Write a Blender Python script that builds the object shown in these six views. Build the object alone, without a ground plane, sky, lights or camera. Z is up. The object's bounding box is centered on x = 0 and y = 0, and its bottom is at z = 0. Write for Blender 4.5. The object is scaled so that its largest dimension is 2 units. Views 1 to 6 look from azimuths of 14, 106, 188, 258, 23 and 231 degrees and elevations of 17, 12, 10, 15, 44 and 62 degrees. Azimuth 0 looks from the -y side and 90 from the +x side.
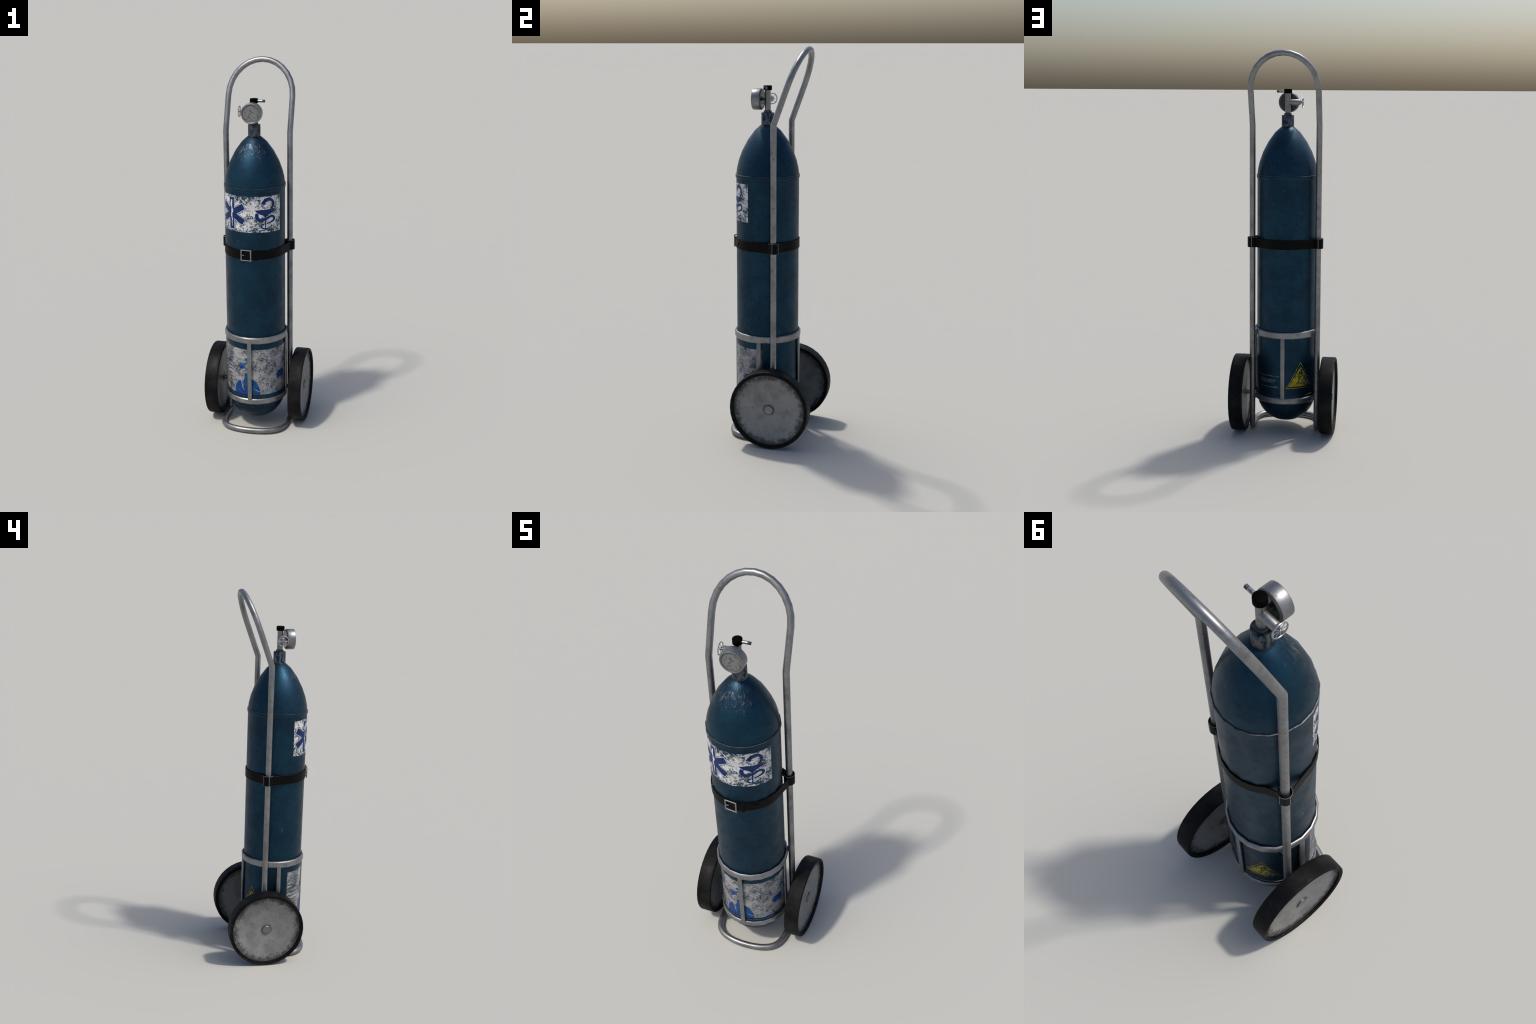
"""Medical gas cylinder strapped to a two-wheeled tubular steel trolley."""
import bpy, bmesh, math, random
from mathutils import Vector, Matrix, Quaternion

random.seed(7)
PI, TAU = math.pi, math.tau

# ------------------------------------------------------------------ layout
CY = -0.047            # y of the cylinder axis
TANK_R = 0.1592        # cylinder wall (corner radius of the 20-sided wall)
SIDES = 20
UP_X, UP_Y = 0.1725, 0.0315   # trolley uprights
TUBE = 0.0152
BEND_Z = 1.6245        # where the handle leans back
LEAN = Vector((0.0, 0.344, 0.939)).normalized()
WHEEL_R, HUB_Z = 0.2035, 0.2035

for o in list(bpy.data.objects):
    bpy.data.objects.remove(o, do_unlink=True)
COL = bpy.context.scene.collection


# ------------------------------------------------------------------ object helpers
def empty(name, parent=None):
    o = bpy.data.objects.new(name, None)
    COL.objects.link(o)
    o.parent = parent
    return o


def obj_from_bm(name, bm, mats, parent, sharp=35, normals=None):
    me = bpy.data.meshes.new(name)
    bm.to_mesh(me)
    bm.free()
    for m in (mats if isinstance(mats, (list, tuple)) else [mats]):
        me.materials.append(m)
    me.polygons.foreach_set('use_smooth', [True] * len(me.polygons))
    if normals is not None:
        me.normals_split_custom_set_from_vertices(normals)
    elif sharp:
        me.set_sharp_from_angle(angle=math.radians(sharp))
    o = bpy.data.objects.new(name, me)
    COL.objects.link(o)
    o.parent = parent
    return o


def share(src, name, parent, matrix):
    o = src.copy()
    o.name = name
    COL.objects.link(o)
    o.parent = parent
    o.matrix_local = matrix
    return o


def lathe(bm, profile, n, M=Matrix(), phase=0.0, close=False, mat=0):
    """Turn (radius, height) pairs round local z; zero radius makes a pole."""
    rings = []
    for r, h in profile:
        if r < 1e-6:
            rings.append([bm.verts.new(M @ Vector((0, 0, h)))])
        else:
            rings.append([bm.verts.new(M @ Vector((r * math.cos(phase + TAU * i / n),
                                                    r * math.sin(phase + TAU * i / n), h)))
                          for i in range(n)])
    pairs = list(zip(rings, rings[1:]))
    if close:
        pairs.append((rings[-1], rings[0]))
    for a, b in pairs:
        for i in range(n):
            j = (i + 1) % n
            if len(a) == 1 and len(b) == 1:
                continue
            if len(a) == 1:
                f = bm.faces.new((a[0], b[j], b[i]))
            elif len(b) == 1:
                f = bm.faces.new((a[i], a[j], b[0]))
            else:
                f = bm.faces.new((a[i], a[j], b[j], b[i]))
            f.material_index = mat
    return rings


def along(axis, centre):
    """Matrix that lays local z on a world axis at a centre point."""
    q = Vector((0, 0, 1)).rotation_difference(Vector(axis))
    return Matrix.Translation(Vector(centre)) @ q.to_matrix().to_4x4()


def box(bm, lo, hi, bevel=0.0, mat=0):
    d = [hi[i] - lo[i] for i in range(3)]
    c = [(hi[i] + lo[i]) / 2 for i in range(3)]
    r = bmesh.ops.create_cube(bm, size=1.0, matrix=Matrix.Translation(c) @ Matrix.Diagonal((*d, 1)))
    fs = {f for v in r['verts'] for f in v.link_faces}
    for f in fs:
        f.material_index = mat
    if bevel:
        es = list({e for v in r['verts'] for e in v.link_edges})
        bmesh.ops.bevel(bm, geom=es, offset=bevel, segments=2, affect='EDGES', profile=0.5)


def sweep(path, radius, n=16, closed=False, start=None):
    """Mitred tube: rings of points along a polyline."""
    P = [Vector(p) for p in path]
    m = len(P)
    seg = [(P[(i + 1) % m] - P[i]).normalized() for i in range(m if closed else m - 1)]
    d0 = seg[0]
    u = (start or Vector((1, 0, 0)))
    u = (u - d0 * u.dot(d0)).normalized()
    rings, d = [], seg[-1] if closed else seg[0]
    if closed:
        q = d0.rotation_difference(d)
        u = q @ u
    v = d.cross(u)
    for i in range(m):
        nd = seg[i] if i < len(seg) else seg[-1]
        nrm = (d + nd).normalized()
        ring = []
        for k in range(n):
            a = TAU * k / n
            off = (u * math.cos(a) + v * math.sin(a)) * radius
            ring.append(P[i] + off - d * (off.dot(nrm) / d.dot(nrm)))
        rings.append(ring)
        q = d.rotation_difference(nd)
        u, d = q @ u, nd
        v = d.cross(u)
    return rings


def skin(bm, rings, closed=False, caps=False):
    vs = [[bm.verts.new(p) for p in r] for r in rings]
    n = len(vs[0])
    for a, b in zip(vs, vs[1:] + ([vs[0]] if closed else [])):
        for i in range(n):
            j = (i + 1) % n
            bm.faces.new((a[i], a[j], b[j], b[i]))
    if caps:
        bm.faces.new(list(reversed(vs[0])))
        bm.faces.new(vs[-1])
    return vs


# ------------------------------------------------------------------ node helpers
class Nodes:
    def __init__(self, name):
        self.mat = bpy.data.materials.new(name)
        self.mat.use_nodes = True
        self.t = self.mat.node_tree
        self.t.nodes.clear()
        self.out = self.t.nodes.new('ShaderNodeOutputMaterial')
        self.bsdf = self.t.nodes.new('ShaderNodeBsdfPrincipled')
        self.t.links.new(self.bsdf.outputs[0], self.out.inputs[0])
        self.co = self.t.nodes.new('ShaderNodeTexCoord').outputs['Object']

    def plug(self, sock, v):
        if isinstance(v, bpy.types.NodeSocket):
            self.t.links.new(v, sock)
        elif isinstance(v, (tuple, list)) and len(v) == 3 and len(sock.default_value) == 4:
            sock.default_value = (*v, 1)
        else:
            sock.default_value = v

    def math(self, op, a, b=0.0, c=None, clamp=False):
        n = self.t.nodes.new('ShaderNodeMath')
        n.operation, n.use_clamp = op, clamp
        self.plug(n.inputs[0], a)
        self.plug(n.inputs[1], b)
        if c is not None:
            self.plug(n.inputs[2], c)
        return n.outputs[0]

    def mapped(self, scale=(1, 1, 1), loc=(0, 0, 0), rot=(0, 0, 0), src=None):
        n = self.t.nodes.new('ShaderNodeMapping')
        self.plug(n.inputs[0], src or self.co)
        n.inputs['Location'].default_value = loc
        n.inputs['Rotation'].default_value = rot
        n.inputs['Scale'].default_value = scale
        return n.outputs[0]

    def noise(self, scale, detail=4, rough=0.6, src=None, dist=0.0):
        n = self.t.nodes.new('ShaderNodeTexNoise')
        self.plug(n.inputs['Vector'], src or self.co)
        n.inputs['Scale'].default_value = scale
        n.inputs['Detail'].default_value = detail
        n.inputs['Roughness'].default_value = rough
        n.inputs['Distortion'].default_value = dist
        return n.outputs['Fac']

    def step(self, v, lo, hi):
        n = self.t.nodes.new('ShaderNodeMapRange')
        n.interpolation_type = 'SMOOTHSTEP'
        self.plug(n.inputs['Value'], v)
        n.inputs['From Min'].default_value = lo
        n.inputs['From Max'].default_value = hi
        return n.outputs[0]

    def band(self, v, a, b, soft):
        return self.math('MULTIPLY', self.step(v, a - soft, a + soft),
                         self.math('SUBTRACT', 1.0, self.step(v, b - soft, b + soft)))

    def mix(self, f, a, b):
        n = self.t.nodes.new('ShaderNodeMix')
        n.data_type = 'RGBA'
        self.plug(n.inputs[0], f)
        self.plug(n.inputs[6], a)
        self.plug(n.inputs[7], b)
        return n.outputs[2]

    def lerp(self, f, a, b):
        n = self.t.nodes.new('ShaderNodeMix')
        n.data_type = 'FLOAT'
        self.plug(n.inputs[0], f)
        self.plug(n.inputs[2], a)
        self.plug(n.inputs[3], b)
        return n.outputs[0]

    def xyz(self):
        n = self.t.nodes.new('ShaderNodeSeparateXYZ')
        self.plug(n.inputs[0], self.co)
        return n.outputs

    def cyl(self):
        """Angle (degrees), height and unrolled vector round the cylinder axis."""
        x, y, z = self.xyz()
        yy = self.math('SUBTRACT', y, CY)
        ang = self.math('MULTIPLY', self.math('ARCTAN2', yy, x), 180 / PI)
        n = self.t.nodes.new('ShaderNodeCombineXYZ')
        self.plug(n.inputs[0], self.math('MULTIPLY', ang, TANK_R * PI / 180))
        self.plug(n.inputs[1], z)
        return ang, z, n.outputs[0]

    def bump(self, h, strength, dist=0.002):
        n = self.t.nodes.new('ShaderNodeBump')
        n.inputs['Strength'].default_value = strength
        n.inputs['Distance'].default_value = dist
        self.plug(n.inputs['Height'], h)
        self.t.links.new(n.outputs[0], self.bsdf.inputs['Normal'])

    def set(self, color=None, rough=None, metal=None, **kw):
        if color is not None:
            self.plug(self.bsdf.inputs['Base Color'], color)
        if rough is not None:
            self.plug(self.bsdf.inputs['Roughness'], rough)
        if metal is not None:
            self.plug(self.bsdf.inputs['Metallic'], metal)
        for k, v in kw.items():
            self.plug(self.bsdf.inputs[k.replace('_', ' ')], v)
        return self.mat


# ------------------------------------------------------------------ materials
BLUE_A, BLUE_B = (0.0058, 0.037, 0.068), (0.0043, 0.025, 0.048)
BARE = (0.19, 0.185, 0.18)


def paint(N):
    """Weathered blue enamel: colour, bare-metal mask."""
    ang, z, uv = N.cyl()
    col = N.mix(N.step(N.noise(9, 5, 0.65), 0.35, 0.68), BLUE_A, BLUE_B)
    col = N.mix(N.math('MULTIPLY', N.step(N.noise(55, 3, 0.6), 0.50, 0.74), 0.5), col, (0.003, 0.010, 0.018))
    col = N.mix(N.math('MULTIPLY', N.step(N.noise(22, 4, 0.6), 0.62, 0.75), 0.3), col, (0.014, 0.012, 0.012))
    # scraped shoulder, front side
    tilted = N.mapped(rot=(0, 0, 0.45), src=uv)
    streak = N.noise(1, 7, 0.72, N.mapped((88, 46, 1), src=tilted), 0.35)
    streak = N.math('ADD', streak, N.math('MULTIPLY', N.math('SUBTRACT', N.noise(26, 3, 0.6), 0.5), 0.35))
    front = N.math('SUBTRACT', 1.0, N.step(N.math('ABSOLUTE', N.math('ADD', ang, 92.0)), 25, 75))
    zone = N.math('MULTIPLY', N.band(z, 1.515, 1.605, 0.025), front)
    scrape = N.math('MULTIPLY', N.math('MULTIPLY', N.step(streak, 0.52, 0.62), 0.72), zone)
    # sparse chips anywhere
    chips = N.math('MULTIPLY', N.step(N.noise(1, 3, 0.6, N.mapped((60, 60, 34))), 0.70, 0.76), 0.4)
    # worn weld ridges
    lines = None
    for zz in (1.3685, 1.3522, 0.2115, 0.1975):
        b = N.band(z, zz - 0.0006, zz + 0.0006, 0.0005)
        lines = b if lines is None else N.math('ADD', lines, b)
    lines = N.math('MULTIPLY', lines, N.step(N.noise(28, 3), 0.3, 0.6), clamp=True)
    lines = N.math('MULTIPLY', lines, 0.8)
    # neck almost bare
    neck = N.math('MULTIPLY', N.step(z, 1.613, 1.621),
                  N.step(N.noise(1, 5, 0.65, N.mapped((75, 75, 38))), 0.40, 0.56))
    neck = N.math('MULTIPLY', neck, 0.62)
    wear = N.math('MAXIMUM', N.math('MAXIMUM', scrape, chips), N.math('MAXIMUM', lines, neck))
    wear = N.math('MINIMUM', wear, 1.0)
    tint = N.mix(N.noise(40, 2), (0.13, 0.115, 0.105), BARE)
    # ambient-occlusion shade painted as dark bands along the seams beside the ridges
    seam = N.math('MAXIMUM', N.band(z, 1.3692, 1.3720, 0.0022), N.band(z, 0.1900, 0.1970, 0.003))
    seam = N.math('MAXIMUM', seam, N.band(z, 1.6115, 1.6150, 0.0015))
    col = N.mix(N.math('MULTIPLY', seam, 0.75), col, (0.004, 0.007, 0.010))
    return N.mix(wear, col, tint), wear, ang, z, uv


def make_paint():
    N = Nodes('weathered_blue_paint')
    col, wear, *_ = paint(N)
    N.bump(N.noise(45, 5, 0.6), 0.10, 0.002)
    return N.set(col, N.lerp(N.step(N.noise(18, 4), 0.3, 0.7), 0.42, 0.52), 0.78)


def make_sticker(name, white, lo, hi, stretch, streaks=False):
    N = Nodes(name)
    col, wear, ang, z, uv = paint(N)
    n1 = N.noise(1, 8, 0.72, N.mapped(stretch, src=uv), 0.25)
    big = N.noise(1, 3, 0.5, N.mapped((17, 17, 1), src=uv))
    worn = N.step(N.math('ADD', n1, N.math('MULTIPLY', N.math('SUBTRACT', big, 0.5), 0.65)), lo, hi)
    if streaks:      # faded lines of small print at the left side
        w = N.t.nodes.new('ShaderNodeTexWave')
        w.bands_direction = 'Y'
        N.plug(w.inputs['Vector'], uv)
        w.inputs['Scale'].default_value = 15
        w.inputs['Distortion'].default_value = 4.5
        w.inputs['Detail'].default_value = 3
        w.inputs['Detail Scale'].default_value = 3
        left = N.math('SUBTRACT', 1.0, N.step(ang, -138, -124))
        rows = N.math('MULTIPLY', N.math('MULTIPLY', N.step(w.outputs['Fac'], 0.45, 0.75), left),
                      N.math('MULTIPLY', N.band(z, 0.25, 0.43, 0.01), 0.8))
        worn = N.math('MAXIMUM', worn, rows)
    paper = N.mix(N.step(N.noise(24, 5, 0.65), 0.38, 0.66), white, tuple(c * (0.62 if streaks else 0.8) for c in white))
    c = N.mix(worn, paper, col)
    return N.set(c, 0.55, N.math('MULTIPLY', worn, 0.5))


def make_ink(name, a, b, worn_to=None, lo=0.55, hi=0.7, scale=90, grad=None, fade=None):
    N = Nodes(name)
    col, wear, ang, z, uv = paint(N)
    f = N.step(N.noise(1, 5, 0.65, N.mapped((24, 24, 1), src=uv)), 0.4, 0.65)
    if grad:
        f = N.step(z, *grad)
    ink = N.mix(f, a, b)
    if worn_to is not None:
        n = N.noise(1, 5, 0.7, N.mapped((scale, scale * 0.8, 1), src=uv), 0.4)
        if fade:
            n = N.math('ADD', n, N.math('MULTIPLY', N.step(ang, fade[0], fade[1]), fade[2]))
        n = N.step(n, lo, hi)
        ink = N.mix(n, ink, col if worn_to == 'paint' else worn_to)
    return N.set(ink, 0.5, 0.1, Specular_IOR_Level=0.25)


def make_steel(name, a=(0.26, 0.263, 0.27), b=(0.175, 0.175, 0.18), rough=(0.34, 0.48), metal=0.85):
    N = Nodes(name)
    f = N.step(N.noise(14, 5, 0.65), 0.35, 0.7)
    col = N.mix(f, a, b)
    spots = N.math('MULTIPLY', N.step(N.noise(42, 4, 0.6), 0.58, 0.74), 0.6)
    col = N.mix(spots, col, (0.085, 0.08, 0.078))
    stain = N.math('MULTIPLY', N.step(N.noise(17, 5, 0.7, None, 0.4), 0.57, 0.70), 0.45)
    col = N.mix(stain, col, tuple(c * 0.42 for c in b))
    N.bump(N.noise(70, 4), 0.08, 0.001)
    return N.set(col, N.lerp(N.noise(20, 4), *rough), metal)


def make_rubber():
    N = Nodes('worn_black_rubber')
    f = N.step(N.noise(13, 5, 0.65), 0.42, 0.72)
    col = N.mix(f, (0.0020, 0.0022, 0.0028), (0.0100, 0.0098, 0.0104))
    col = N.mix(N.math('MULTIPLY', N.step(N.noise(7, 3), 0.55, 0.7), 0.35), col, (0.012, 0.010, 0.009))
    N.bump(N.noise(60, 4), 0.12, 0.002)
    return N.set(col, N.lerp(f, 0.62, 0.45), 0.0, Specular_IOR_Level=0.12)


def make_disc():
    """Galvanised wheel dish, grimy toward the rim and round the hub."""
    N = Nodes('grimy_wheel_dish')
    x, y, z = N.xyz()
    dy = N.math('SUBTRACT', y, UP_Y)
    dz = N.math('SUBTRACT', z, HUB_Z)
    r = N.math('SQRT', N.math('ADD', N.math('MULTIPLY', dy, dy), N.math('MULTIPLY', dz, dz)))
    base = N.mix(N.step(N.noise(11, 5, 0.65), 0.35, 0.7), (0.225, 0.225, 0.222), (0.14, 0.14, 0.138))
    rr = N.math('ADD', r, N.math('MULTIPLY', N.math('SUBTRACT', N.noise(34, 7, 0.8, None, 0.3), 0.5), 0.12))
    rim = N.step(rr, 0.150, 0.182)
    hub = N.math('SUBTRACT', 1.0, N.step(N.math('ADD', r, N.math('MULTIPLY', N.math('SUBTRACT', N.noise(60), 0.5), 0.02)),
                                        0.022, 0.036))
    spots = N.math('MULTIPLY', N.step(N.noise(30, 5, 0.7), 0.58, 0.74), 0.6)
    spots = N.math('MAXIMUM', spots, N.math('MULTIPLY', N.step(N.noise(75, 5, 0.7), 0.60, 0.72), 0.6))
    g = N.math('MAXIMUM', N.math('MAXIMUM', rim, N.math('MULTIPLY', hub, 0.75)), spots)
    col = N.mix(N.math('MULTIPLY', g, 0.9), base, (0.028, 0.027, 0.024))
    N.bump(N.noise(26, 5, 0.7), 0.15, 0.003)
    return N.set(col, N.lerp(g, 0.5, 0.75), 0.3, Specular_IOR_Level=0.5)


def make_plain(name, col, rough, metal=0.0, var=0.25, scale=25, bump=0.0, spec=0.5):
    N = Nodes(name)
    c = N.mix(N.noise(scale, 4), col, tuple(v * (1 - var) for v in col))
    if bump:
        N.bump(N.noise(scale * 3, 4), bump, 0.001)
    return N.set(c, rough, metal, Specular_IOR_Level=spec)


def make_dial():
    N = Nodes('dirty_gauge_dial')
    f = N.step(N.noise(85, 5, 0.75), 0.46, 0.66)
    x, y, z = N.xyz()
    dz = N.math('SUBTRACT', z, 1.7405)
    r = N.math('SQRT', N.math('ADD', N.math('MULTIPLY', x, x), N.math('MULTIPLY', dz, dz)))
    edge = N.step(N.math('ADD', r, N.math('MULTIPLY', N.math('SUBTRACT', N.noise(70, 4), 0.5), 0.02)), 0.037, 0.046)
    col = N.mix(f, (0.165, 0.172, 0.174), (0.070, 0.066, 0.056))
    col = N.mix(N.math('MULTIPLY', edge, 0.7), col, (0.06, 0.06, 0.05))
    return N.set(col, 0.5, 0.0, Specular_IOR_Level=0.3)


M_PAINT = make_paint()
M_LABEL = make_sticker('worn_white_label', (0.62, 0.62, 0.62), 0.43, 0.62, (92, 92, 1))
M_SHEET = make_sticker('worn_grey_label', (0.32, 0.31, 0.312), 0.42, 0.68, (80, 110, 1), True)
M_NAVY = make_ink('navy_ink', (0.001, 0.013, 0.098), (0.004, 0.026, 0.085), 'paint', 0.60, 0.85)
M_NAVYSOLID = make_ink('dark_violet_blue_ink', (0.012, 0.012, 0.11), (0.012, 0.016, 0.09))
M_NAVYLINE = make_ink('navy_outline_ink', (0.02, 0.05, 0.15), (0.02, 0.06, 0.12), (0.5, 0.5, 0.5), 0.52, 0.7)
M_WHITEINK = make_ink('white_ink', (0.62, 0.62, 0.62), (0.5, 0.5, 0.5), 'paint', 0.55, 0.68, 110)
M_AZURE = make_ink('azure_ink', (0.001, 0.020, 0.27), (0.003, 0.075, 0.21), (0.008, 0.036, 0.062), 0.44, 0.62, 42)
M_CYANINK = make_ink('cyan_blue_ink', (0.003, 0.016, 0.18), (0.004, 0.085, 0.25), None, grad=(0.375, 0.40))
M_SPLASH = make_ink('pale_blue_ink', (0.11, 0.21, 0.33), (0.07, 0.14, 0.24), (0.33, 0.33, 0.33), 0.45, 0.6)
M_TEAL = make_ink('slate_ink', (0.05, 0.075, 0.09), (0.07, 0.10, 0.12))
M_PALE = make_ink('pale_slate_ink', (0.20, 0.25, 0.31), (0.15, 0.19, 0.24))
M_YELLOW = make_ink('worn_yellow_ink', (0.52, 0.41, 0.002), (0.33, 0.27, 0.002), 'paint', 0.47, 0.62, 105, fade=(112, 150, 0.13))
M_BLACKINK = make_ink('black_ink', (0.003, 0.004, 0.006), (0.006, 0.010, 0.016))
M_PRINT = make_ink('faded_white_print', (0.33, 0.34, 0.36), (0.17, 0.19, 0.21), 'paint', 0.46, 0.64, 120)
M_STEEL = make_steel('galvanised_tube')
M_BRIGHT = make_steel('satin_nickel', (0.44, 0.44, 0.46), (0.33, 0.33, 0.345), (0.26, 0.40), 0.9)
M_DARKSTEEL = make_steel('dark_steel', (0.10, 0.10, 0.105), (0.06, 0.06, 0.065), (0.45, 0.6), 0.6)
M_RUBBER = make_rubber()
M_DISC = make_disc()
M_LEATHER = make_plain('black_webbing', (0.0015, 0.0014, 0.0013), 0.5, 0, 0.5, 30, 0.05, 0.09)
M_EDGE = make_plain('pale_strap_edge', (0.23, 0.235, 0.255), 0.55, 0.2)
M_PLASTIC = make_plain('black_plastic', (0.0012, 0.0012, 0.0012), 0.6, 0, 0.4, spec=0.03)
M_DIAL = make_dial()
M_BACK = make_plain('dark_glossy_enamel', (0.012, 0.012, 0.013), 0.22)
M_RED = make_plain('dial_red', (0.15, 0.075, 0.065), 0.5)
M_MARK = make_plain('dial_black', (0.06, 0.058, 0.052), 0.5)
M_GREEN = make_plain('dial_green', (0.10, 0.16, 0.11), 0.5)

ROOT = empty('medical_gas_cylinder_trolley')
ROOT['label'] = 'Weathered blue medical gas cylinder strapped on a two-wheeled steel trolley'
ROOT['category'] = 'gas cylinder'

# ------------------------------------------------------------------ gas cylinder
bm = bmesh.new()
profile = [(0.0, 0.040)]
C0, B0 = 0.197, 0.157
for k in range(1, 9):                       # round bottom
    a = PI / 2 * k / 8
    profile.append((0.1575 * math.sin(a) ** 0.9, C0 - B0 * math.cos(a)))
profile += [(0.1628, 0.1975), (0.1628, 0.2115), (TANK_R, 0.2122),
            (TANK_R, 1.3515), (0.1630, 1.3522), (0.1630, 1.3685), (0.1590, 1.3695),
            (0.1558, 1.3980), (0.1466, 1.4370), (0.1287, 1.4860), (0.1005, 1.5395),
            (0.0655, 1.5870), (0.0385, 1.6110), (0.0350, 1.6130), (0.0325, 1.6160), (0.0322, 1.6735),
            (0.0312, 1.6748), (0.0215, 1.6748), (0.0215, 1.6690), (0.0, 1.6690)]
AXIS = Matrix.Translation((0, CY, 0))
lathe(bm, profile, SIDES, AXIS)
gas = obj_from_bm('gas_cylinder', bm, M_PAINT, ROOT, 38)


# ------------------------------------------------------------------ marks wrapped on the wall
def wall_radius(a):
    step = TAU / SIDES
    m = (a % step) - step / 2
    return TANK_R * math.cos(step / 2) / math.cos(m)


def decal(name, polys, mat, lift, parent, thick=0.0005):
    """Thin printed layer: flat polygons in (arc length, z), cut at the wall's corners, wrapped on it."""
    bm = bmesh.new()
    for p in polys:
        vs = [bm.verts.new((x, y, 0)) for x, y in p]
        f = bm.faces.new(vs)
        f.normal_update()
        if f.normal.z < 0:
            f.normal_flip()
    wrap(name, bm, mat, lift, parent, thick)


def wrap(name, bm, mat, lift, parent, thick):
    bmesh.ops.triangulate(bm, faces=[f for f in bm.faces if len(f.verts) > 4])
    xs = [v.co.x for v in bm.verts]
    step = TAU / SIDES * TANK_R
    half = step / 2
    k = math.floor(min(xs) / half)
    while k * half < max(xs):
        bmesh.ops.bisect_plane(bm, geom=bm.verts[:] + bm.edges[:] + bm.faces[:],
                               plane_co=(k * half, 0, 0), plane_no=(1, 0, 0), dist=1e-6)
        k += 1
    r = bmesh.ops.extrude_face_region(bm, geom=bm.faces[:])
    top = {v for v in r['geom'] if isinstance(v, bmesh.types.BMVert)}
    nrm = {}
    for v in bm.verts:
        a = v.co.x / TANK_R
        rad = wall_radius(a) + lift + (thick if v in top else 0)
        z = v.co.y
        v.co = (rad * math.cos(a), CY + rad * math.sin(a), z)
    bmesh.ops.recalc_face_normals(bm, faces=bm.faces[:])
    bm.verts.index_update()
    ns = [Vector((v.co.x, v.co.y - CY, 0)).normalized() for v in bm.verts]
    return obj_from_bm(name, bm, mat, parent, None, ns)


def A(deg):
    return math.radians(deg) * TANK_R


def rect(a0, a1, z0, z1):
    return [(A(a0), z0), (A(a1), z0), (A(a1), z1), (A(a0), z1)]


def smooth_curve(pts, per=6):
    """Catmull-Rom through control points of any dimension."""
    out = []
    n = len(pts)
    for i in range(n - 1):
        p0, p1, p2, p3 = pts[max(i - 1, 0)], pts[i], pts[i + 1], pts[min(i + 2, n - 1)]
        for s in range(per):
            t = s / per
            out.append(tuple(0.5 * (2 * b + (c - a) * t + (2 * a - 5 * b + 4 * c - d) * t * t
                                    + (3 * b - a - 3 * c + d) * t ** 3)
                             for a, b, c, d in zip(p0, p1, p2, p3)))
    out.append(tuple(pts[-1]))
    return out


def ribbon(pts, per=6):
    """(angle, z, width) control points -> quad strip polygons."""
    c = [(A(a), z, w) for a, z, w in smooth_curve(pts, per)]
    L, R = [], []
    for i, (x, z, w) in enumerate(c):
        q, p = c[min(i + 1, len(c) - 1)], c[max(i - 1, 0)]
        d = Vector((q[0] - p[0], q[1] - p[1])).normalized()
        L.append((x - d.y * w / 2, z + d.x * w / 2))
        R.append((x + d.y * w / 2, z - d.x * w / 2))
    return [[L[i], L[i + 1], R[i + 1], R[i]] for i in range(len(c) - 1)]


def ring_polys(a, z, r0, r1, n=24, t0=0, t1=TAU):
    out = []
    for i in range(n):
        u, v = t0 + (t1 - t0) * i / n, t0 + (t1 - t0) * (i + 1) / n
        f = lambda r, t: (A(a) + r * math.cos(t), z + r * math.sin(t))
        out.append([f(r0, u), f(r1, u), f(r1, v), f(r0, v)] if r0 > 0 else [f(0, 0), f(r1, u), f(r1, v)])
    return out


# upper label: star with staff and snake, snake over a bowl
decal('emblem_label', [rect(-158, -22.5, 1.138, 1.3288)], M_LABEL, 0.0003, gas)
SX, SZ = -125.0, 1.2345


def star(w, L):
    """Outline of a six-armed cross of half width w and arm length L."""
    inner = w / math.sin(math.radians(30))
    pts = []
    for k in range(6):
        a = PI / 2 + k * PI / 3
        d, s = Vector((math.cos(a), math.sin(a))), Vector((math.sin(a), -math.cos(a)))
        for p in (d * L + s * w, d * L - s * w, Vector((math.cos(a + PI / 6), math.sin(a + PI / 6))) * inner):
            pts.append((A(SX) + p.x, SZ + p.y))
    return pts


decal('star_outline', [star(0.0220, 0.0905)], M_NAVYLINE, 0.0009, gas, 0.0003)
decal('star_gap', [star(0.0192, 0.0877)], M_WHITEINK, 0.0013, gas, 0.0003)
decal('star_emblem', [star(0.0162, 0.0847)], M_NAVY, 0.0017, gas, 0.0003)
staff = [(SX, 1.306, .006), (SX, 1.30, .0095), (SX, 1.285, .006), (SX, 1.24, .005), (SX + .6, 1.20, .004), (SX + 1, 1.165, .002)]
snake = [(SX - 1.5, 1.292, .003), (SX - 2.6, 1.283, .0055), (SX - .5, 1.266, .006), (SX + 2.2, 1.251, .0058),
         (SX + 1.4, 1.239, .0055), (SX - 1.6, 1.226, .005), (SX - .6, 1.213, .0045), (SX + 1.9, 1.202, .004),
         (SX + .2, 1.19, .0035), (SX + .6, 1.178, .002)]
decal('staff_and_snake', ribbon(staff, 3) + ribbon(snake, 5), M_WHITEINK, 0.0022, gas, 0.0003)

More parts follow.
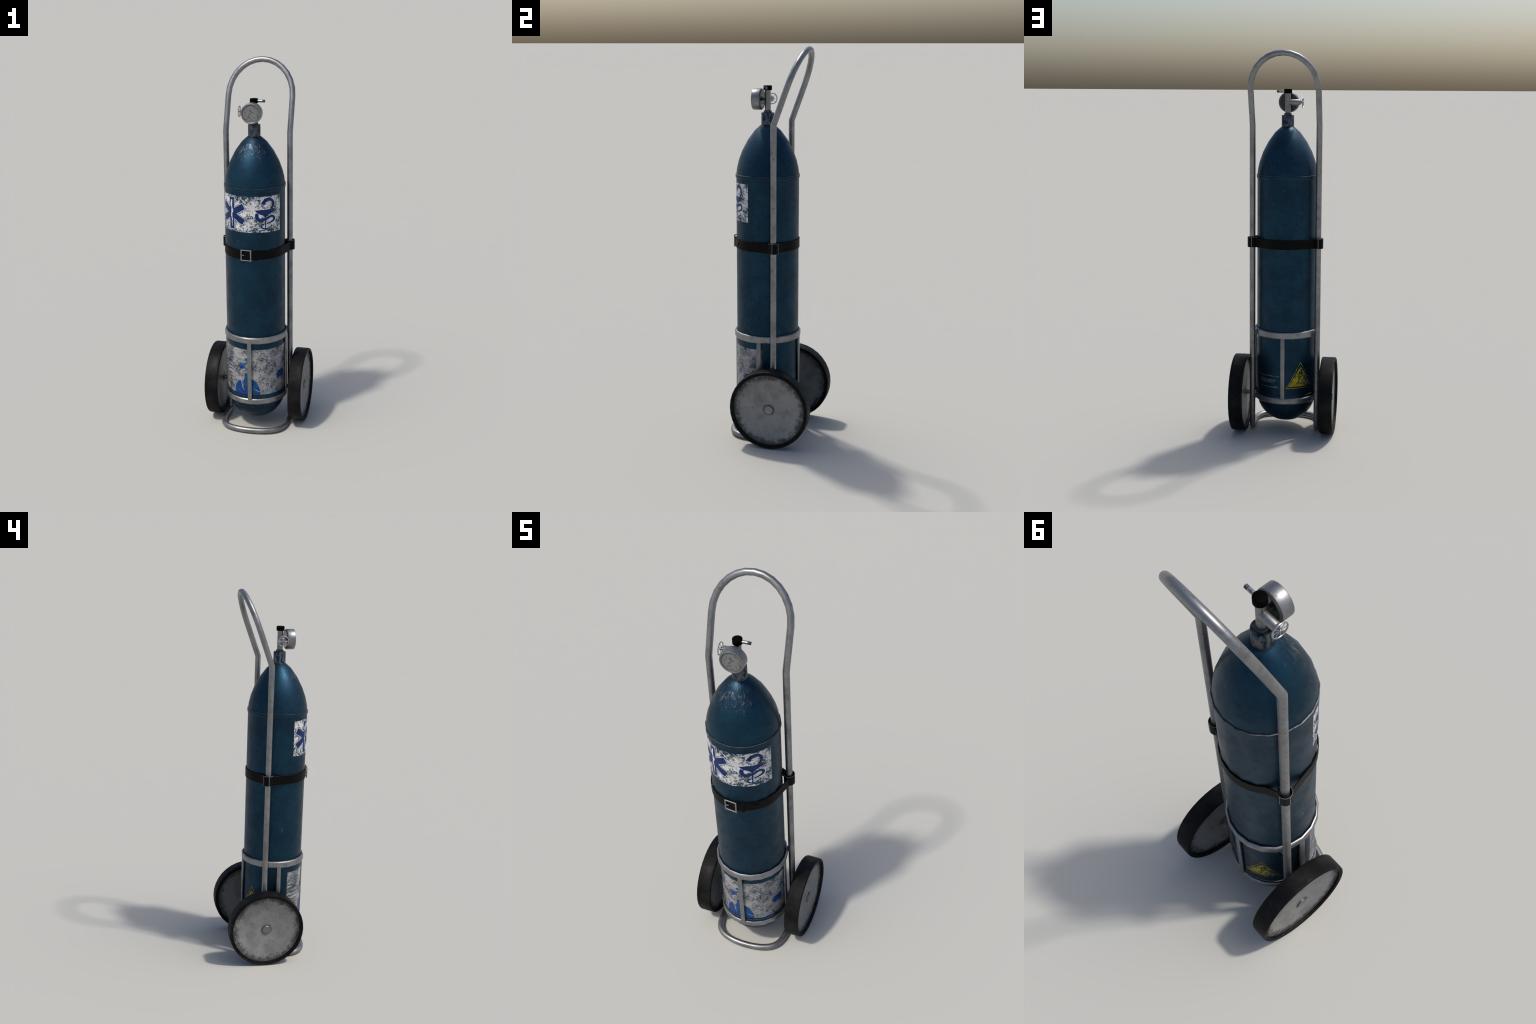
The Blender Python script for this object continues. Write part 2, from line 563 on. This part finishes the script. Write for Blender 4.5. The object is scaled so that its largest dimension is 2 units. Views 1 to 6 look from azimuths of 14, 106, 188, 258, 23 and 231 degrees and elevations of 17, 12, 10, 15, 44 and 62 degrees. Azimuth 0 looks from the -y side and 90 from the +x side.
bowl = [(A(-77.6), 1.2580), (A(-75), 1.250), (A(-71), 1.2405), (A(-66), 1.2335), (A(-61), 1.2290), (A(-59), 1.2235),
        (A(-57.6), 1.2165), (A(-56.2), 1.2165), (A(-54.5), 1.2235), (A(-52), 1.2295), (A(-47), 1.2350), (A(-42), 1.243),
        (A(-38.8), 1.2510), (A(-36.7), 1.2595)]
head = [(A(-66.2), 1.2890), (A(-64.4), 1.2960), (A(-62.6), 1.3045), (A(-60.2), 1.3110), (A(-57.0), 1.3150),
        (A(-56.0), 1.3050), (A(-56.6), 1.2960), (A(-57.6), 1.2860), (A(-59.4), 1.2830), (A(-61.0), 1.2815),
        (A(-60.6), 1.2865), (A(-62.0), 1.2885), (A(-63.6), 1.2885)]
jaw = [(-60.8, 1.289, .002), (-62.3, 1.2845, .003), (-62.8, 1.280, .0025), (-62.2, 1.275, .001)]
neck = [(-58.6, 1.3055, .014), (-54, 1.3120, .0125), (-49.5, 1.3135, .0115), (-45, 1.3090, .0105), (-41.6, 1.2990, .0105),
        (-40.4, 1.2880, .010), (-41.2, 1.2770, .009), (-43.6, 1.2680, .0085), (-46.6, 1.2625, .006)]
coil = [(-72.6, 1.2400, .012), (-73.6, 1.2290, .0135), (-72.8, 1.2170, .0135), (-69.5, 1.2075, .012), (-64.5, 1.2040, .0105),
        (-59, 1.2070, .0095), (-53.5, 1.2135, .009), (-48, 1.2195, .0085), (-43, 1.2215, .0085), (-39.4, 1.2165, .009),
        (-38.4, 1.2070, .0095), (-40.4, 1.1975, .008), (-45.2, 1.1910, .006), (-50, 1.1875, .005), (-54.4, 1.1855, .0045)]
tail = [(-59, 1.1825, .004), (-63, 1.1795, .0055), (-65.2, 1.1715, .0065), (-63.6, 1.1630, .0055), (-59, 1.1585, .0045),
        (-53, 1.1585, .004), (-48.5, 1.1625, .003), (-45.8, 1.1675, .0012)]
foot = [(-69, 1.1475, .001), (-63.5, 1.1490, .0035), (-57, 1.1515, .0048), (-51, 1.1520, .0035), (-45.5, 1.1535, .001)]
stem = [(-57, 1.206, .0058), (-57, 1.16, .0052)]
bolder = lambda pts: [(a, z, w * 1.36) for a, z, w in pts]
decal('snake_and_bowl_emblem', [bowl, head] + ribbon(jaw, 3) + ribbon(bolder(neck)) + ribbon(bolder(coil)) + ribbon(bolder(tail)) + ribbon(foot, 4)
      + ribbon(stem, 2), M_NAVY, 0.0009, gas, 0.0004)

# lower label: bottle with gauge, blue flask, bubbles, splash
decal('product_label', [rect(-161.2, 5.6, 0.2215, 0.4840)], M_SHEET, 0.0003, gas)
body = [(A(a), z) for a, z in (
    (-124.4, .222), (-124, .246), (-121.3, .272), (-117, .290), (-112.5, .300), (-110, .301), (-109, .292), (-107.2, .276),
    (-105.4, .264), (-103.8, .270), (-104.2, .288), (-103.6, .304), (-101.2, .318), (-96, .330), (-91, .326), (-85.5, .313),
    (-80, .301), (-76, .289), (-72, .264), (-70, .241), (-69.8, .222))]
decal('bottle_print', [body, rect(-101.3, -89, 0.322, 0.3445)], M_AZURE, 0.0009, gas, 0.0003)
streakw = [(-106.5, .268, .001), (-104.8, .259, .005), (-103.2, .250, .004), (-102, .244, .001)]
swirl = [(-84, .262, .002), (-79, .252, .0045), (-74, .244, .0045), (-70.2, .240, .003)]
decal('bottle_highlight', ribbon(streakw, 4) + ribbon(swirl, 4), M_SPLASH, 0.0013, gas, 0.0003)
decal('valve_print', [rect(-111.0, -103.0, 0.3705, 0.4010), rect(-100.8, -88.5, 0.416, 0.4335)], M_CYANINK, 0.0009, gas, 0.0003)
decal('gauge_print', ring_polys(-94.5, 0.388, 0.013, 0.0245) + [rect(-99, -88, 0.3615, 0.3665), rect(-84.6, -82.4, 0.377, 0.385)],
      M_TEAL, 0.0014, gas, 0.0003)
decal('gauge_print_glass', ring_polys(-94.5, 0.388, 0.0, 0.0128) + [rect(-82.4, -75, 0.379, 0.3825)], M_PALE, 0.0014, gas, 0.0003)
flask = [(A(-37), .3265), (A(-35.5), .331), (A(-33), .3285), (A(-30), .341), (A(-26), .345), (A(-19), .349), (A(-13), .345), (A(-11), .325),
         (A(-14), .305), (A(-22), .306), (A(-32.4), .3005), (A(-33), .312), (A(-34.5), .322)]
decal('flask_print', [flask], M_AZURE, 0.0009, gas, 0.0003)
decal('bubble_print', ring_polys(-55.5, .2795, .0050, .0080, 20) + ring_polys(-47.2, .2610, .0030, .0058, 16)
      + ring_polys(-39.5, .2830, .0025, .0048, 14), M_NAVYSOLID, 0.0009, gas, 0.0003)
splash = [(A(-63.6), .2222), (A(-60), .2265), (A(-57.5), .236), (A(-54), .2425), (A(-51), .240), (A(-47), .236), (A(-42), .2385),
          (A(-38), .234), (A(-36), .2222)]
decal('splash_print', [splash], M_SPLASH, 0.0009, gas, 0.0003)

# hazard triangle and faded print on the back
def tri(cx, z0, w, h):
    return [(A(cx - w), z0), (A(cx + w), z0), (A(cx), z0 + h)]


def tri_frame(cx, outer, inner):
    o, i = tri(cx, *outer), tri(cx, *inner)
    return [[o[k], o[(k + 1) % 3], i[(k + 1) % 3], i[k]] for k in range(3)]


decal('hazard_border', tri_frame(125.0, (0.2520, 28.6, 0.1420), (0.2555, 26.8, 0.1325)), M_YELLOW, 0.0004, gas, 0.0003)
decal('hazard_rule', tri_frame(125.0, (0.2562, 26.4, 0.1310), (0.2618, 24.6, 0.1130)), M_BLACKINK, 0.0004, gas, 0.0003)
decal('hazard_triangle', [tri(125.3, 0.2625, 24.4, 0.1095)], M_YELLOW, 0.0004, gas, 0.0003)
mark = ribbon([(122.4, .345, .003), (122.2, .33, .005), (121.4, .30, .0028), (121.2, .272, .0022)], 3) + \
    ribbon([(126.5, .348, .004), (127.5, .335, .006), (129, .318, .004)], 3)
decal('hazard_symbol', mark, M_BLACKINK, 0.0008, gas, 0.0003)
rule = [(34, .3155, .0012), (50, .3160, .0026), (66, .3166, .0024), (83, .3168, .0018)]
rule2 = [(38, .2552, .0012), (50, .2565, .0018), (66, .2562, .002), (83, .2557, .0022)]
decal('print_rule', ribbon(rule, 4) + ribbon(rule2, 4) + [rect(72, 79, 0.2605, 0.2625)], M_PRINT, 0.0004, gas, 0.0003)


def lettering(name, text, size, ang, z, mat, parent):
    cu = bpy.data.curves.new(name, 'FONT')
    cu.body, cu.size, cu.align_x = text, size, 'CENTER'
    cu.resolution_u = 2
    tmp = bpy.data.objects.new(name + '_tmp', cu)
    me = bpy.data.meshes.new_from_object(tmp)
    bm = bmesh.new()
    bm.from_mesh(me)
    bpy.data.objects.remove(tmp)
    bpy.data.meshes.remove(me)
    bmesh.ops.remove_doubles(bm, verts=bm.verts[:], dist=1e-5)
    for v in bm.verts:
        v.co = (v.co.x + A(ang), v.co.y + z, 0)
    wrap(name, bm, mat, 0.0004, parent, 0.0003)


lettering('warning_lettering', 'OXYGEN PRESSURE', 0.0118, 57.5, 0.2895, M_PRINT, gas)
lettering('warning_lettering', 'DO NOT DROP IT', 0.0108, 57.0, 0.2788, M_PRINT, gas)

# ------------------------------------------------------------------ valve
valve = empty('valve', ROOT)
VZ = 1.7405
bm = bmesh.new()
lathe(bm, [(0, 1.670), (0.0203, 1.670), (0.0203, 1.6765), (0.0192, 1.6772), (0.0192, 1.6785), (0.0203, 1.6792), (0.0203, 1.6838),
           (0.0193, 1.6845), (0.0150, 1.6845), (0.0138, 1.6855), (0.0138, 1.6868), (0.0150, 1.6878), (0.0150, 1.7905), (0, 1.7905)],
      20, AXIS)
for f in bm.faces:
    f.material_index = 1 if f.calc_center_median().z < 1.6872 else 0
obj_from_bm('valve_stem', bm, [M_STEEL, M_DARKSTEEL], valve)
bm = bmesh.new()
lathe(bm, [(0, 0.0), (0.0155, 0.0), (0.0155, 0.0605), (0.0135, 0.0635), (0.0115, 0.0650), (0.0065, 0.0650), (0.0065, 0.0785), (0, 0.0785)],
      18, along((-1, 0, 0), (0, CY, VZ)))
obj_from_bm('side_arm', bm, M_STEEL, valve)
# hand wheel: rim, hub, eight spokes
bm = bmesh.new()
HX = -0.0772
HW = along((-1, 0, 0), (HX, CY, VZ))
rim = [(0.0268 + 0.0024 * math.cos(TAU * k / 8), 0.0024 * math.sin(TAU * k / 8)) for k in range(8)]
lathe(bm, rim, 28, HW, close=True)
lathe(bm, [(0, -0.0045), (0.0045, -0.0045), (0.0048, 0.001), (0.0036, 0.0030), (0, 0.0036)], 14, HW)
for k in range(8):
    a = TAU * k / 8
    d = Vector((0, math.cos(a), math.sin(a)))
    c = Vector((HX, CY, VZ))
    skin(bm, sweep([c + d * 0.002, c + d * 0.0262], 0.00125, 6, start=Vector((1, 0, 0))), caps=True)
obj_from_bm('hand_wheel', bm, M_BRIGHT, valve)
bm = bmesh.new()
lathe(bm, [(0, 1.7857), (0.0212, 1.7857), (0.0212, 1.8062), (0.0206, 1.8078), (0.0192, 1.8084), (0, 1.8084)], 28, AXIS)
obj_from_bm('valve_cap', bm, M_PLASTIC, valve)
NOZ = along((1, 0, 0), (0, CY, 1.7963))
bm = bmesh.new()
lathe(bm, [(0.006, 0.015), (0.0072, 0.0195), (0.0072, 0.0450), (0.0060, 0.0455)], 16, NOZ)
obj_from_bm('outlet_nozzle', bm, M_BRIGHT, valve)
bm = bmesh.new()
thread = [(0.0060, 0.0450)]
for k in range(5):
    thread += [(0.0073, 0.0462 + k * 0.0023), (0.0068, 0.0473 + k * 0.0023)]
thread += [(0.0071, 0.0572), (0.0066, 0.0580), (0.0050, 0.0580), (0.0048, 0.0460), (0, 0.0460)]
lathe(bm, thread, 16, NOZ)
obj_from_bm('nozzle_thread', bm, M_DARKSTEEL, valve)

# pressure gauge
gauge = empty('pressure_gauge', ROOT)
G = along((0, -1, 0), (0, 0, VZ))       # local z = toward the viewer in front (height = -y)
bm = bmesh.new()
lathe(bm, [(0.0, 0.0790), (0.0435, 0.0790), (0.0435, 0.0745), (0.0475, 0.0735), (0.0530, 0.0790), (0.0535, 0.0800),
           (0.0535, 0.1165), (0.0528, 0.1188), (0.0505, 0.1202), (0.0475, 0.1202), (0.0458, 0.1190), (0.0455, 0.1155), (0.0, 0.1155)],
      28, G)
for f in bm.faces:                      # blackened rear rim
    f.material_index = 1 if f.calc_center_median().y > -0.0792 else 0
obj_from_bm('gauge_case', bm, [M_STEEL, M_DARKSTEEL], gauge)
bm = bmesh.new()
lathe(bm, [(0, 0.0800), (0.0434, 0.0800), (0.0434, 0.0750), (0.0428, 0.0744), (0, 0.0744)][::-1], 28, G)
obj_from_bm('gauge_back_plate', bm, M_BACK, gauge)
bm = bmesh.new()
lathe(bm, [(0.0070, 0.050), (0.0070, 0.0750)], 14, G)
obj_from_bm('gauge_mount', bm, M_DARKSTEEL, gauge)
bm = bmesh.new()
lathe(bm, [(0.0453, 0.1150), (0.0453, 0.1166), (0, 0.1166)], 28, G)
obj_from_bm('gauge_dial', bm, M_DIAL, gauge)


def dial_polys(name, polys, mat, y):
    bm = bmesh.new()
    for p in polys:
        bm.faces.new([bm.verts.new((x, -y, VZ + z)) for x, z in p])
    r = bmesh.ops.extrude_face_region(bm, geom=bm.faces[:])
    for v in r['geom']:
        if isinstance(v, bmesh.types.BMVert):
            v.co.y -= 0.0004
    bmesh.ops.recalc_face_normals(bm, faces=bm.faces[:])
    obj_from_bm(name, bm, mat, gauge, 30)


def arc(r0, r1, t0, t1, n=10):
    out = []
    for i in range(n):
        u, v = math.radians(t0 + (t1 - t0) * i / n), math.radians(t0 + (t1 - t0) * (i + 1) / n)
        out.append([(r * math.cos(t), r * math.sin(t)) for r, t in ((r0, u), (r1, u), (r1, v), (r0, v))])
    return out


dial_polys('red_zone', arc(0.036, 0.0385, 22, 62) + arc(0.036, 0.039, -34, -8), M_RED, 0.1166)
dial_polys('green_zone', arc(0.0385, 0.041, 80, 118), M_GREEN, 0.1166)
ticks = []
for k in range(13):
    ticks += arc(0.0325, 0.0355, 225 - k * 22.5 - 1.2, 225 - k * 22.5 + 1.2, 1)
ticks += [[(-0.0105, 0.0145), (-0.0055, 0.0175), (0.0125, 0.0045), (0.0095, 0.0015)],
          [(-0.019, -0.0125), (-0.0165, -0.0145), (0.002, 0.0005), (0.0, 0.0025)],
          [(-0.012, -0.018), (-0.004, -0.017), (-0.005, -0.0225), (-0.010, -0.0225)]]
dial_polys('dial_markings', ticks, M_MARK, 0.1166)

# ------------------------------------------------------------------ tubular frame
frame = empty('frame', ROOT)
FRONT = 0.2198
# foot loop in plan, right half, from the upright to the front centre
half = [(UP_X, -0.040), (0.1745, -0.078), (0.1728, -0.106), (0.1685, -0.131), (0.1602, -0.1545), (0.1475, -0.174),
        (0.1300, -0.1895), (0.1080, -0.2015), (0.0820, -0.2100), (0.0520, -0.2160), (0.0180, -0.2192)]
foot_half = [Vector((x, y, TUBE)) for x, y in half]
elbow = [Vector((UP_X, UP_Y - 0.026 * (1 - math.cos(a)), TUBE + 0.026 * (1 - math.sin(a))))
         for a in (PI * 3 / 8, PI / 4, PI / 8, 0.0)][::-1]
# elbow runs from the upright (top) round to the horizontal leg
right_down = [Vector((UP_X, UP_Y, BEND_Z)), Vector((UP_X, UP_Y, TUBE + 0.026))] + elbow[1:] + [Vector((UP_X, UP_Y - 0.026, TUBE))] + foot_half
S_TOP, S_BASE, RX = 0.3838, 0.190, 0.1725
arch = []
for k in range(15):
    t = PI * k / 14
    arch.append(Vector((RX * math.cos(t), UP_Y, BEND_Z)) + LEAN * (S_BASE + (S_TOP - S_BASE) * math.sin(t)))
mirror = lambda p: Vector((-p.x, p.y, p.z))
left_up = [mirror(p) for p in reversed(right_down)]
# closed path: right upright down, foot loop, left upright up, handle arch back to the right
path = right_down + left_up + arch[::-1]
rings = sweep(path, TUBE, 16, closed=True, start=Vector((0, -1, 0)))
bm = bmesh.new()
skin(bm, rings, closed=True)
bmesh.ops.recalc_face_normals(bm, faces=bm.faces[:])
bm.normal_update()
bm.verts.ensure_lookup_table()
NV = [v.normal.copy() for v in bm.verts]
PV = [v.co.copy() for v in bm.verts]
FV = [[v.index for v in f.verts] for f in bm.faces]
bm.verts.index_update()
FV = [[v.index for v in f.verts] for f in bm.faces]
bm.free()
nr, nd = len(right_down), len(path)


def frame_piece(name, first, last):
    """Part of the one continuous tube between two ring numbers."""
    want = {i % nd for i in range(first, last)}
    ids, faces = {}, []
    for fi, f in enumerate(FV):
        if (fi // 16) in want:
            faces.append([ids.setdefault(i, len(ids)) for i in f])
    bm = bmesh.new()
    order = sorted(ids, key=ids.get)
    vs = [bm.verts.new(PV[i]) for i in order]
    for f in faces:
        bm.faces.new([vs[i] for i in f])
    obj_from_bm(name, bm, M_STEEL, frame, None, [NV[i] for i in order])


frame_piece('upright', 0, 1)
frame_piece('foot_loop', 1, 2 * nr - 2)
frame_piece('upright', 2 * nr - 2, 2 * nr - 1)
frame_piece('handle', 2 * nr - 1, nd)

# ------------------------------------------------------------------ cage round the cylinder foot
cage = empty('cage', ROOT)


def hoop(name, zc, hh, ro):
    bm = bmesh.new()
    ri = TANK_R + 0.0012
    sec = [(ri, zc - hh + 0.003), (ri + 0.004, zc - hh), (ro - 0.003, zc - hh + 0.0015), (ro, zc - hh + 0.0055),
           (ro, zc + hh - 0.0055), (ro - 0.003, zc + hh - 0.0015), (ri + 0.004, zc + hh), (ri, zc + hh - 0.003)]
    lathe(bm, sec, SIDES, AXIS, close=True)
    return obj_from_bm(name, bm, M_STEEL, cage, 28)


hoop('hoop', 0.5380, 0.0185, 0.1715)
hoop('hoop', 0.1830, 0.0160, 0.1695)
bm = bmesh.new()
box(bm, (0.1615, -0.0112, 0.194), (0.1700, 0.0112, 0.527), 0.0018)
bar = obj_from_bm('upright_bar', bm, M_STEEL, cage)
bar.matrix_local = Matrix.Translation((0, CY, 0)) @ Matrix.Rotation(-PI / 2, 4, 'Z')
for a in (0, PI / 2, PI):
    share(bar, 'upright_bar', cage, Matrix.Translation((0, CY, 0)) @ Matrix.Rotation(a, 4, 'Z'))
for sx in (1, -1):
    for z, w in ((0.5335, 0.010), (0.1830, 0.009)):
        bm = bmesh.new()
        xs = sorted((sx * 0.144, sx * 0.160))
        box(bm, (xs[0], UP_Y - 0.011, z - w), (xs[1], UP_Y + 0.009, z + w), 0.0012)
        obj_from_bm('mounting_lug', bm, M_DARKSTEEL, cage)

# ------------------------------------------------------------------ wheels
WX0, WX1 = 0.1975, 0.2700
tyre_prof = [(0.1850, 0.0120), (0.1850, 0.0040), (0.1866, 0.0018), (0.1900, 0.0018), (0.1925, 0.0032), (0.1950, 0.0018), (0.1985, 0.0000),
             (0.2015, 0.0012), (0.2030, 0.0045), (WHEEL_R, 0.0090)]
width = WX1 - WX0
tyre_prof += [(r, width - h) for r, h in reversed(tyre_prof)]
for sx in (1, -1):
    W = along((sx, 0, 0), (sx * WX0, UP_Y, HUB_Z))
    wheel = empty('wheel', ROOT)
    bm = bmesh.new()
    lathe(bm, tyre_prof, 36, W, phase=PI / 2, close=True)
    obj_from_bm('tyre', bm, M_RUBBER, wheel, 40)
    bm = bmesh.new()
    lathe(bm, [(0, 0.0140), (0.1780, 0.0140), (0.1820, 0.0120), (0.1852, 0.0120), (0.1852, width - 0.0120), (0.1820, width - 0.0130),
               (0.1790, width - 0.0155), (0, width - 0.0155)], 36, W, phase=PI / 2)
    obj_from_bm('wheel_disc', bm, M_DISC, wheel, 40)
    bm = bmesh.new()
    h = width - 0.0160
    lathe(bm, [(0.0232, h), (0.0228, h + 0.0050), (0.0212, h + 0.0066), (0.0, h + 0.0070)], 20, W)
    obj_from_bm('hub_cap', bm, M_STEEL, wheel)
    bm = bmesh.new()
    lathe(bm, [(0.0, -0.020), (0.0092, -0.020), (0.0092, -0.004), (0.0125, -0.004), (0.0125, 0.006), (0.0075, 0.006), (0.0075, 0.0150)], 16, W)
    obj_from_bm('axle', bm, M_STEEL, wheel)

# ------------------------------------------------------------------ strap
strap = empty('strap', ROOT)
Z0, Z1 = 0.9925, 1.0415
SR = TANK_R + 0.0012


def band(name, pts, t, z0, z1, mats, parent, closed=False, bev=0.0012):
    """Flat webbing of thickness t standing on a plan curve (outer side to the right of travel)."""
    bm = bmesh.new()
    P = [Vector(p) for p in pts]
    n = len(P)
    rows = []
    for i, p in enumerate(P):
        a = P[(i - 1) % n] if closed or i else p
        b = P[(i + 1) % n] if closed or i < n - 1 else p
        d = (b - a).normalized()
        nn = Vector((d.y, -d.x))
        o = p + nn * t
        m = p + nn * (t - bev)
        rows.append([bm.verts.new(q) for q in ((p.x, p.y, z0), (m.x, m.y, z0), (o.x, o.y, z0 + bev), (o.x, o.y, z1 - bev),
                                               (m.x, m.y, z1), (p.x, p.y, z1))])
    for a, b in zip(rows, rows[1:] + ([rows[0]] if closed else [])):
        for k in range(6):
            j = (k + 1) % 6
            f = bm.faces.new((a[k], b[k], b[j], a[j]))
            if len(mats) > 1 and k in (1, 3):
                f.material_index = 1
    if not closed:
        bm.faces.new(rows[0])
        bm.faces.new(list(reversed(rows[-1])))
    bmesh.ops.recalc_face_normals(bm, faces=bm.faces[:])
    return obj_from_bm(name, bm, mats, parent, 40)


def tank_pt(deg, r=SR):
    a = math.radians(deg)
    return (r * math.cos(a), CY + r * math.sin(a))


LOOP_R = 0.0215


def loop_pt(sx, deg, r=LOOP_R):
    a = math.radians(deg)
    return (sx * (UP_X + r * math.cos(a)), UP_Y + r * math.sin(a))


front = [loop_pt(-1, -75)] + [tank_pt(a) for a in range(198, 343, 9)] + [loop_pt(1, -75)]
band('front_strap', front, 0.0032, Z0, Z1, [M_LEATHER], strap)
back = [loop_pt(1, 140, 0.0235)] + [tank_pt(a) for a in range(45, 136, 9)] + [loop_pt(-1, 140, 0.0235)]
band('back_strap', back, 0.0032, Z0, Z1, [M_LEATHER], strap)
for sx in (1, -1):
    circ = [loop_pt(sx, a, LOOP_R) for a in range(0, 360, 20)][::sx]
    band('upright_loop', circ, 0.0040, Z0 - 0.0005, Z1 + 0.004, [M_LEATHER, M_EDGE], strap, closed=True, bev=0.0010)
    bm = bmesh.new()
    for deg in (-88, 0, 86, 150):
        x, y = loop_pt(sx, deg, LOOP_R + 0.0036)
        box(bm, (x - 0.0011, y - 0.0011, Z0 + 0.0005), (x + 0.0011, y + 0.0011, Z1 + 0.003))
    o = obj_from_bm('loop_pale_strips', bm, M_EDGE, strap)
    o['kind'] = 'stuff'

# tail of the belt lying over the strap, keeper and buckle
def on_strap(x, out):
    """Point on the strap front at offset `out` from its outer face, for a given x."""
    r = SR + 0.0032 + out
    a = -PI / 2 + math.asin(x / r)
    return (r * math.cos(a), CY + r * math.sin(a))


def overlay(name, outline, out, t, mat):
    """Strip over the strap: (x, half height) stations."""
    zc = (Z0 + Z1) / 2
    bm = bmesh.new()
    rows = []
    for x, hh, *extra in outline:
        e = out + (extra[0] if extra else 0.0)
        a, b = on_strap(x, e), on_strap(x, e + t)
        rows.append([bm.verts.new(q) for q in ((*a, zc - hh), (*b, zc - hh + 0.0006), (*b, zc + hh - 0.0006), (*a, zc + hh))])
    for p, q in zip(rows, rows[1:]):
        for k in range(4):
            j = (k + 1) % 4
            bm.faces.new((p[k], q[k], q[j], p[j]))
    bm.faces.new(rows[0])
    bm.faces.new(list(reversed(rows[-1])))
    bmesh.ops.recalc_face_normals(bm, faces=bm.faces[:])
    return obj_from_bm(name, bm, mat, strap, 35)


overlay('strap_tail', [(-0.034, .0205), (-0.012, .0205, .001), (0.010, .0205, .0040), (0.020, .0205, .0052), (0.036, .0205, .0022), (0.056, .0205), (0.07, .0180), (0.085, .0145),
                       (0.100, .0105), (0.1075, .0085)], 0.0, 0.0026, M_LEATHER)
overlay('strap_keeper', [(0.038, .0265, .0018), (0.044, .0265, .001), (0.0505, .0265)], 0.0026, 0.0030, M_LEATHER)
bm = bmesh.new()
zc = (Z0 + Z1) / 2 + 0.0002
by = CY - SR - 0.0082
for x0, x1, hh, t in ((-0.0405, -0.0330, 0.0300, 0.0050), (0.0120, 0.0195, 0.0315, 0.0062)):
    lift = 0.0060 if x0 > 0 else 0.0
    box(bm, (x0, by - lift - t / 2 + 0.0012, zc - hh), (x1, by - lift + t / 2 + 0.0012, zc + hh), 0.0018)
for s in (1, -1):
    rail = [Vector((-0.0350, by + 0.0012, zc + s * 0.0272)), Vector((0.0135, by - 0.0044, zc + s * 0.0272))]
    skin(bm, sweep(rail, 0.0027, 8, start=Vector((0, 0, 1))), caps=True)
obj_from_bm('buckle', bm, M_STEEL, strap)
bm = bmesh.new()
box(bm, (-0.0345, by - 0.0022, zc - 0.0022), (-0.0205, by + 0.0022, zc + 0.0022), 0.001)
obj_from_bm('buckle_prong', bm, M_STEEL, strap)
